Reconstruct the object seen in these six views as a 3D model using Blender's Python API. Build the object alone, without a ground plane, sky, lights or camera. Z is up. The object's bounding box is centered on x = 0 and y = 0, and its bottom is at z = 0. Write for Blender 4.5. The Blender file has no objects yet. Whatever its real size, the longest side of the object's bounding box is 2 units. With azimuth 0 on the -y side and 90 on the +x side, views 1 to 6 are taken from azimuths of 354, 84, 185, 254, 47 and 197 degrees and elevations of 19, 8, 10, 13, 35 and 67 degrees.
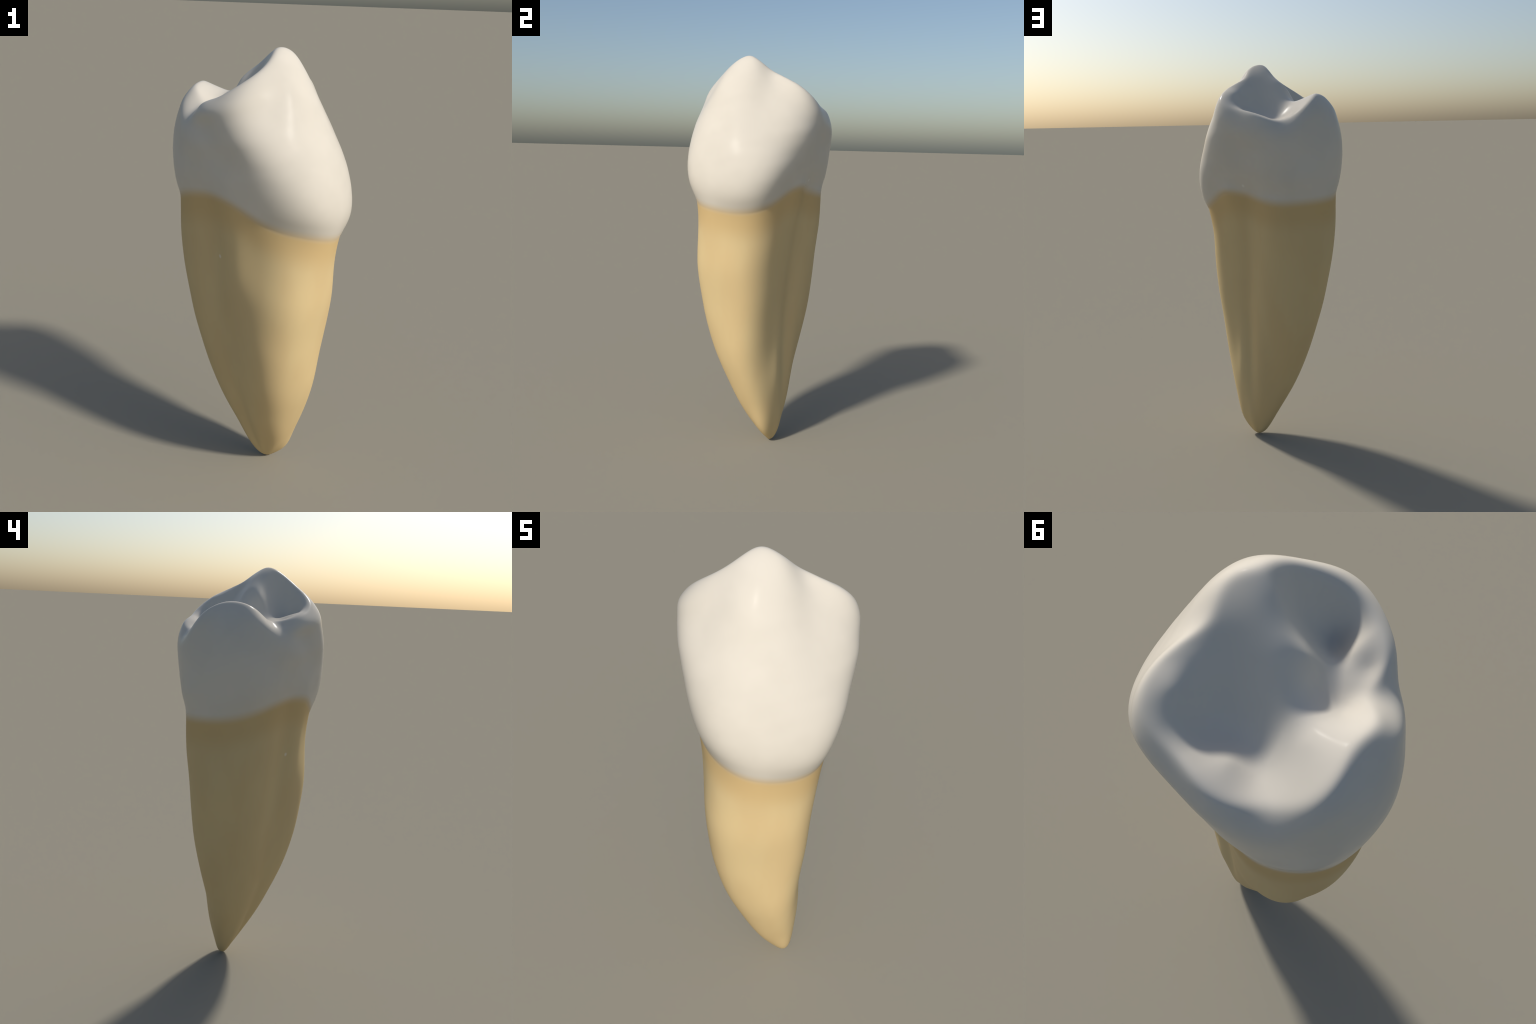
"""A single human premolar tooth: enamel crown with two cusps on one tapering root.

The body is lofted from cross-section rings (mean radius + harmonics of the
azimuth), from the root apex over the wavy neck line to the occlusal rim; the
chewing surface inside the rim is a thin-plate sheet through anatomical landmarks.
Azimuth 0 looks along -y, 90 along +x.
"""
import bpy
import math
import numpy as np

# ----------------------------------------------------------------- dimensions
APEX_OFFSET = (0.085, 0.075)      # the root tip leans off the crown's axis
NECK_MEAN = 1.18                  # reference height used to spread the root rings

# height of the neck line (enamel / root border) and of the occlusal rim,
# harmonics in azimuth: mean, cos, sin, cos2, sin2, ...
CEJ_HEIGHT = [1.3143, -0.0012, -0.0471, -0.0018, -0.0476, 0.0049, 0.0067, -0.0068, 0.0043, -0.0014, -0.003, -0.0011, -0.0006, -0.0007, 0.0017]
RIM_HEIGHT = [1.844, 0.0824, 0.0634, -0.0207, 0.0654, 0.0169, 0.0011, -0.0088, -0.0077, -0.0001, 0.0054, -0.0027, -0.0028, 0.0041, 0.0001, 0.0001, -0.0009, -0.001, -0.0011]
RINGS = [
    (0.00, [0, 0, 0, 0, 0, 0, 0, 0, 0, 0, 0, 0, 0, 0, 0, 0, 0]),
    (0.10, [0.0324, -0.0024, -0.0001, -0.0055, 0.006, -0.0005, 0.0003, 0.0004, -0.0015, 0.0011, -0.0002, -0.0003, 0.0007, -0.0003, 0.0004, -0.0002, -0.0002]),
    (0.20, [0.0719, 0.0045, 0.0057, -0.0093, 0.0141, -0.0022, 0.0017, -0.0005, -0.003, 0.0023, -0.0005, 0.0002, 0.0003, -0.0009, 0.0009, -0.0004, 0.0005]),
    (0.32, [0.1221, 0.0164, -0.0001, -0.0058, 0.0269, 0.0022, 0.0025, 0.0001, -0.0032, 0.0009, 0.0007, 0.0012, -0.0005, -0.0021, 0.0001, -0.0005, 0.0008]),
    (0.44, [0.1737, 0.0282, -0.0118, -0.0047, 0.043, 0.0066, 0.0026, 0.0001, -0.005, 0.0003, -0.0001, 0.0034, -0.0014, -0.0017, 0.0013, -0.0001, 0.0009]),
    (0.56, [0.2206, 0.0339, -0.0249, 0.0003, 0.0605, 0.0098, -0.0016, -0.0005, -0.0043, 0.0036, -0.001, 0.0025, -0.0007, -0.0007, 0.0034, 0.0004, -0.0007]),
    (0.68, [0.2583, 0.0271, -0.0256, 0.0002, 0.0714, 0.0113, -0.0078, 0.0026, -0.0023, 0.0031, -0.0003, 0.0001, 0.0031, -0.0003, 0.0022, 0, -0.0015]),
    (0.80, [0.2857, 0.0177, -0.0203, -0.0039, 0.0792, 0.0123, -0.0088, -0.0009, -0.0015, 0.0005, 0.0008, -0.0005, 0.0047, -0.0017, 0.0018, 0.0007, 0.0001]),
    (0.90, [0.3006, 0.0021, -0.0142, -0.0085, 0.0748, 0.01, -0.0093, -0.0039, 0.0012, -0.003, -0.0013, -0.002, 0.0049, -0.0014, 0, 0.001, 0.0009]),
    (1.00, [0.3183, 0.0008, -0.0045, -0.0106, 0.0656, 0.0092, -0.0093, -0.0066, 0.0018, -0.0023, -0.0025, -0.0022, 0.0041, -0.0024, -0.0019, 0.0029, 0.0003]),
    (1.10, [0.3363, 0.0078, 0.0051, -0.0134, 0.0678, 0.0091, -0.0076, -0.0041, 0.0016, -0.0012, 0.0005, -0.0031, 0.0041, -0.0018, -0.0007, 0.0017, -0.0003]),
    (1.25, [0.3523, 0.0057, 0.0111, -0.0105, 0.0624, 0.0118, -0.0061, 0.0011, 0.004, -0.0011, 0.0024, -0.0032, 0.0026, 0, 0.0002, 0.001, 0]),
    (1.42, [0.3531, -0.0032, 0.0096, -0.0043, 0.046, 0.0167, -0.005, 0.0033, 0.0043, -0.001, 0.0011, 0.0009, 0.0001, 0, 0, 0.0008, -0.0003]),
    (1.60, [0.3417, -0.0143, 0.0009, 0.0037, 0.02, 0.0191, -0.0066, 0.002, 0.0039, -0.0012, -0.0037, 0.0038, -0.003, -0.0006, -0.0001, -0.001, -0.0008]),
    (1.78, [0.3176, -0.0269, -0.0035, 0.0147, -0.0045, 0.0165, -0.0051, -0.0029, 0.0015, -0.0017, -0.0081, 0.0018, -0.0038, -0.0019, 0.0007, -0.0018, -0.0019]),
    (1.90, [0.2902, -0.0298, -0.0027, 0.0212, -0.0221, 0.0158, -0.0088, -0.0068, 0.0018, -0.0029, -0.0094, 0.0031, -0.001, 0.0006, 0.005, -0.0016, -0.0046]),
    (2.00, [0.2467, -0.0384, 0.0085, 0.0251, -0.0319, 0.0173, -0.0109, -0.009, 0.0028, -0.0037, -0.0072, 0.0052, 0.001, 0.004, 0.0088, -0.0046, -0.0049]),
]
# ring position: 0 apex, 1 neck line, 2 occlusal rim

# centre of the chewing surface and the landmarks inside the rim (x, y, z)
OCCLUSAL_CENTRE = (-0.075, 0.045)
LANDMARKS = [
    # triangular ridge running down from the buccal cusp to the saddle
    (0.000, -0.060, 1.969), (-0.030, -0.040, 1.932), (-0.070, -0.015, 1.891), (-0.105, 0.010, 1.860), (-0.130, 0.045, 1.804),
    # its mesial flank, falling steeply into the mesial fossa
    (-0.065, -0.065, 1.863), (-0.110, -0.045, 1.814), (-0.145, -0.010, 1.788), (-0.050, -0.110, 1.867), (-0.100, -0.150, 1.813),
    # mesial fossa and the sharp inner edge of the mesial marginal ridge
    (-0.150, -0.090, 1.752), (-0.180, -0.045, 1.767), (-0.195, -0.105, 1.782), (-0.150, -0.165, 1.797), (-0.205, -0.020, 1.759),
    # its distal flank
    (0.000, 0.030, 1.916), (-0.050, 0.040, 1.895), (0.060, 0.060, 1.888), (0.060, 0.110, 1.829), (0.110, 0.090, 1.883),
    # small tubercle, and the inner slope of the lingual cusp
    (-0.075, 0.100, 1.826), (-0.050, 0.130, 1.789), (-0.110, 0.135, 1.796), (-0.150, 0.110, 1.799), (-0.200, 0.120, 1.804), (-0.160, 0.180, 1.797), (-0.210, 0.050, 1.755),
    # distal fossa
    (0.020, 0.180, 1.737), (0.090, 0.180, 1.778), (0.150, 0.170, 1.847), (-0.050, 0.195, 1.723), (0.000, 0.250, 1.730), (-0.080, 0.240, 1.714), (0.080, 0.235, 1.748),
    # inner edge of the mesial marginal ridge
    (-0.185, -0.085, 1.773), (-0.215, -0.130, 1.793), (-0.135, -0.125, 1.752), (-0.240, -0.070, 1.761),
]

RIM_BAND, RIM_PASSES, BLUNT_AZIMUTH = 0.075, 80, 44.0   # how softly the rim is rounded
ROOT_SWELL, CROWN_SWELL = 0.0004, 0.0003                # height of the undulations
SEGMENTS = 288
ROOT_ROWS, CROWN_ROWS, TABLE_ROWS = 190, 150, 80


# ------------------------------------------------------------------- helpers
def harmonics(azimuth, count):
    cols = [np.ones_like(azimuth)]
    order = 1
    while len(cols) < count:
        cols += [np.cos(order * azimuth), np.sin(order * azimuth)]
        order += 1
    return np.stack(cols[:count], -1)


def natural_spline(knots, values, query):
    """Natural cubic spline through rows of `values` at `knots`."""
    n = len(knots)
    h = np.diff(knots)
    a = np.eye(n)
    b = np.zeros((n, n))
    for i in range(1, n - 1):
        a[i, i - 1:i + 2] = h[i - 1], 2 * (h[i - 1] + h[i]), h[i]
        b[i, i - 1:i + 2] = 6 / h[i - 1], -6 / h[i - 1] - 6 / h[i], 6 / h[i]
    m = np.linalg.solve(a, b @ values)
    i = np.clip(np.searchsorted(knots, query) - 1, 0, n - 2)
    u = ((knots[i + 1] - query) / h[i])[:, None]
    v = 1 - u
    hh = (h[i] ** 2 / 6)[:, None]
    return u * values[i] + v * values[i + 1] + (u ** 3 - u) * hh * m[i] + (v ** 3 - v) * hh * m[i + 1]


def thin_plate(points, heights, stiffness):
    """Smooth sheet z(x, y) through scattered landmarks."""
    def kernel(d2):
        return np.where(d2 > 1e-12, 0.5 * d2 * np.log(np.maximum(d2, 1e-12)), 0.0)
    n = len(points)
    d2 = ((points[:, None] - points[None]) ** 2).sum(-1)
    side = np.c_[np.ones(n), points]
    system = np.zeros((n + 3, n + 3))
    system[:n, :n] = kernel(d2) + np.diag(stiffness)
    system[:n, n:] = side
    system[n:, :n] = side.T
    w = np.linalg.solve(system, np.r_[heights, np.zeros(3)])

    def sheet(q):
        out = np.empty(len(q))
        for s in range(0, len(q), 4000):
            c = q[s:s + 4000]
            d = ((c[:, None] - points[None]) ** 2).sum(-1)
            out[s:s + 4000] = kernel(d) @ w[:n] + w[n] + c @ w[n + 1:]
        return out
    return sheet


# ------------------------------------------------------------- the body's form
def tooth_rows():
    az = np.arange(SEGMENTS) * 2 * np.pi / SEGMENTS
    out_x, out_y = np.sin(az), -np.cos(az)
    neck = harmonics(az, len(CEJ_HEIGHT)) @ np.array(CEJ_HEIGHT)
    rim = harmonics(az, len(RIM_HEIGHT)) @ np.array(RIM_HEIGHT)
    knots = np.array([k for k, _ in RINGS])
    table = np.array([c for _, c in RINGS])
    table[0] = 0

    w = np.linspace(0, 1, ROOT_ROWS, endpoint=False)
    s = np.linspace(0, 1, CROWN_ROWS + 1)
    t = np.concatenate([w, 1 + s])
    radius = natural_spline(knots, table, t) @ harmonics(az, table.shape[1]).T

    rise = np.clip(t, 0, 1)
    rise = (rise * rise * (2 - rise))[:, None]
    up = np.clip(t - 1, 0, 1)[:, None]
    z = NECK_MEAN * rise + (neck - NECK_MEAN) * rise ** 2 + up * (rim - neck)
    lean = (1 - rise) ** 1.5
    drift = up ** 1.5               # the crown's axis drifts to the middle of the chewing surface
    wall = np.stack([APEX_OFFSET[0] * lean + OCCLUSAL_CENTRE[0] * drift + radius * out_x,
                     APEX_OFFSET[1] * lean + OCCLUSAL_CENTRE[1] * drift + radius * out_y, z], -1)

    # chewing surface: sheet through the rim and the landmarks
    crest = wall[-1]
    step = SEGMENTS // 48
    marks = np.array(LANDMARKS)
    points = np.r_[crest[::step, :2], marks[:, :2]]
    heights = np.r_[crest[::step, 2], marks[:, 2]]
    stiffness = np.r_[np.full(48, 1e-5), np.full(len(marks), 4e-5)]
    sheet = thin_plate(points, heights, stiffness)
    q = np.linspace(1, 0, TABLE_ROWS + 1)[1:, None, None]
    centre = np.array(OCCLUSAL_CENTRE)
    xy = centre + (crest[None, :, :2] - centre) * q
    inside = np.concatenate([xy, sheet(xy.reshape(-1, 2)).reshape(TABLE_ROWS, SEGMENTS, 1)], -1)
    # meet the rim exactly, then let the sheet take over
    gap = (crest[:, 2] - sheet(crest[:, :2]))[None, :] * np.clip((q[..., 0] - 0.6) / 0.4, 0, 1) ** 2
    inside[..., 2] += gap

    # round the rim: blur each meridian where wall and sheet meet
    rows = np.concatenate([wall, inside])
    n_wall = len(wall)
    lo, hi = ROOT_ROWS + CROWN_ROWS * 2 // 5, len(rows) - TABLE_ROWS // 7
    length = np.zeros(rows.shape[:2])
    length[1:] = np.cumsum(np.linalg.norm(np.diff(rows, axis=0), axis=2), axis=0)
    from_rim = np.abs(length - length[n_wall - 1])
    facing = np.exp(-(np.angle(np.exp(1j * (az - math.radians(BLUNT_AZIMUTH)))) / 1.0) ** 2)
    weight = np.exp(-(from_rim / RIM_BAND) ** 2)[..., None] * (0.55 + 0.45 * facing)[None, :, None]
    for _ in range(round(RIM_PASSES * (CROWN_ROWS / 150) ** 2)):
        mid = rows.copy()
        mid[lo:hi] = rows[lo:hi] * 0.5 + (rows[lo - 1:hi - 1] + rows[lo + 1:hi + 1]) * 0.25
        rows = rows * (1 - weight) + mid * weight

    # gentle growth undulations: bands round the root, faint dimples on the enamel
    zz = rows[:n_wall, :, 2]
    aa = az[None, :]
    bands = (np.sin(zz * 27 + 1.9 * np.sin(2 * aa + 0.7)) + 0.8 * np.sin(zz * 17 - 3 * aa + 1.9)
             + 0.6 * np.sin(5 * aa + zz * 9 + 0.4))
    dimples = np.sin(zz * 61 + 4 * aa) * np.sin(9 * aa - zz * 23 + 1.1)
    on_root = np.clip((1 - t) / 0.12, 0, 1) * np.clip(t / 0.2, 0, 1)
    on_crown = np.clip((t - 1.15) / 0.2, 0, 1) * np.clip((1.95 - t) / 0.2, 0, 1)
    swell = ROOT_SWELL * bands * on_root[:, None] + CROWN_SWELL * dimples * on_crown[:, None]
    rows[:n_wall, :, 0] += swell * out_x
    rows[:n_wall, :, 1] += swell * out_y
    return rows


def build_part(name, verts, faces, normals, material, parent):
    mesh = bpy.data.meshes.new(name)
    used = np.unique(np.concatenate([np.array(f) for f in faces]))
    index = {int(v): i for i, v in enumerate(used)}
    mesh.from_pydata(verts[used].tolist(), [], [[index[int(v)] for v in f] for f in faces])
    mesh.polygons.foreach_set("use_smooth", np.ones(len(faces), bool))
    mesh.materials.append(material)
    mesh.update()
    mesh.normals_split_custom_set_from_vertices(normals[used].tolist())
    obj = bpy.data.objects.new(name, mesh)
    bpy.context.scene.collection.objects.link(obj)
    obj.parent = parent
    return obj


# ------------------------------------------------------------------ materials
class Nodes:
    def __init__(self, name):
        self.material = bpy.data.materials.new(name)
        self.material.use_nodes = True
        self.tree = self.material.node_tree
        self.bsdf = self.tree.nodes["Principled BSDF"]

    def node(self, kind, **inputs):
        n = self.tree.nodes.new(kind)
        return n

    def link(self, a, b):
        self.tree.links.new(a, b)

    def put(self, socket, value):
        if hasattr(value, "links"):
            self.link(value, socket)
        else:
            socket.default_value = value

    def math(self, op, *args):
        n = self.node("ShaderNodeMath")
        n.operation = op
        for socket, value in zip(n.inputs, args):
            self.put(socket, value)
        return n.outputs[0]

    def smooth(self, value, lo, hi):
        n = self.node("ShaderNodeMapRange")
        n.interpolation_type = "SMOOTHSTEP"
        for socket, v in zip(n.inputs, (value, lo, hi, 0.0, 1.0)):
            self.put(socket, v)
        return n.outputs[0]

    def mix(self, factor, a, b):
        n = self.node("ShaderNodeMix")
        n.data_type = "RGBA"
        self.put(n.inputs[0], factor)
        for socket, v in ((n.inputs[6], a), (n.inputs[7], b)):
            self.put(socket, v if hasattr(v, "links") else (*v, 1.0))
        return n.outputs[2]

    def noise(self, coords, scale, detail=3.0):
        n = self.node("ShaderNodeTexNoise")
        self.link(coords, n.inputs["Vector"])
        n.inputs["Scale"].default_value = scale
        n.inputs["Detail"].default_value = detail
        return n.outputs["Fac"]


def tooth_material(name):
    """Ivory enamel over honey-coloured root, blending softly at the neck line."""
    m = Nodes(name)
    coords = m.node("ShaderNodeTexCoord").outputs["Object"]
    xyz = m.node("ShaderNodeSeparateXYZ")
    m.link(coords, xyz.inputs[0])
    x, y, z = xyz.outputs
    az = m.math("ARCTAN2", x, m.math("MULTIPLY", y, -1.0))
    line = CEJ_HEIGHT[0]
    total = None
    for i, c in enumerate(CEJ_HEIGHT[1:]):
        wave = m.math("COSINE" if i % 2 == 0 else "SINE", m.math("MULTIPLY", az, float(i // 2 + 1)))
        total = m.math("MULTIPLY_ADD", wave, c, total if total is not None else line)
    above = m.math("SUBTRACT", z, total)

    enamel = m.mix(m.smooth(m.noise(coords, 5.0), 0.35, 0.65), ENAMEL, ENAMEL_VARIANT)
    stretch = m.node("ShaderNodeMapping")
    stretch.inputs["Scale"].default_value = (1.0, 1.0, 0.35)
    m.link(coords, stretch.inputs["Vector"])
    dentine = m.mix(m.smooth(m.noise(stretch.outputs[0], 6.0), 0.35, 0.65), ROOT, ROOT_VARIANT)
    band = m.math("MULTIPLY", m.smooth(above, -0.16, -0.05), 0.6)
    dentine = m.mix(band, dentine, ROOT_NECK)
    cover = m.smooth(above, NECK_BLEND[0], NECK_BLEND[1])
    colour = m.mix(cover, dentine, enamel)

    # two tiny pale flecks: one on the root, one low on the crown
    for point, size in FLECKS:
        near = m.node("ShaderNodeVectorMath")
        near.operation = "DISTANCE"
        m.link(coords, near.inputs[0])
        near.inputs[1].default_value = point
        fleck = m.math("SUBTRACT", 1.0, m.smooth(near.outputs["Value"], size * 0.3, size))
        colour = m.mix(m.math("MULTIPLY", fleck, 0.35), colour, (0.85, 0.83, 0.78))
    m.link(colour, m.bsdf.inputs["Base Color"])
    rough = m.math("MULTIPLY_ADD", cover, ENAMEL_ROUGHNESS - ROOT_ROUGHNESS, ROOT_ROUGHNESS)
    m.link(rough, m.bsdf.inputs["Roughness"])
    m.bsdf.inputs["IOR"].default_value = 1.5
    m.bsdf.inputs["Specular IOR Level"].default_value = SPECULAR
    return m.material


ENAMEL = (0.635, 0.588, 0.505)
ENAMEL_VARIANT = (0.612, 0.567, 0.485)
ROOT = (0.63, 0.485, 0.255)
ROOT_VARIANT = (0.615, 0.462, 0.24)
ROOT_NECK = (0.58, 0.405, 0.185)
NECK_BLEND = (-0.018, 0.042)
ENAMEL_ROUGHNESS = 0.22
ROOT_ROUGHNESS = 0.5
FLECKS = [((-0.185, -0.133, 1.132), 0.012), ((0.114, 0.24, 1.386), 0.012)]
SPECULAR = 0.013


def main():
    rows = tooth_rows()
    # single vertices at the apex and at the centre of the chewing surface
    apex = rows[0].mean(0)
    pit = rows[-1].mean(0)
    body = rows[1:-1]
    n_rows = len(body)
    verts = np.concatenate([[apex], body.reshape(-1, 3), [pit]])
    # frame: centred in x and y, standing on z = 0, two metres tall
    lo, hi = verts.min(0), verts.max(0)
    verts[:, :2] -= (lo[:2] + hi[:2]) * 0.5
    verts[:, 2] = (verts[:, 2] - lo[2]) * 2.0 / (hi[2] - lo[2])

    def vid(r, c):
        return 1 + r * SEGMENTS + c % SEGMENTS

    root_faces, crown_faces = [], []
    for c in range(SEGMENTS):
        root_faces.append((0, vid(0, c + 1), vid(0, c)))
        crown_faces.append((vid(n_rows - 1, c), vid(n_rows - 1, c + 1), len(verts) - 1))
    for r in range(n_rows - 1):
        group = root_faces if r + 1 < ROOT_ROWS else crown_faces
        for c in range(SEGMENTS):
            group.append((vid(r, c), vid(r, c + 1), vid(r + 1, c + 1), vid(r + 1, c)))

    # smooth normals of the whole body, shared by both parts
    whole = bpy.data.meshes.new("whole")
    whole.from_pydata(verts.tolist(), [], root_faces + crown_faces)
    whole.update()
    normals = np.empty(len(verts) * 3)
    whole.vertex_normals.foreach_get("vector", normals)
    normals = normals.reshape(-1, 3)
    bpy.data.meshes.remove(whole)

    tooth = bpy.data.objects.new("premolar_tooth", None)
    tooth.empty_display_size = 0.2
    tooth["label"] = "ivory white premolar tooth with tapering honey-yellow root"
    tooth["category"] = "human tooth"
    bpy.context.scene.collection.objects.link(tooth)
    build_part("crown", verts, crown_faces, normals, tooth_material("enamel"), tooth)
    build_part("root", verts, root_faces, normals, tooth_material("root_dentine"), tooth)


main()
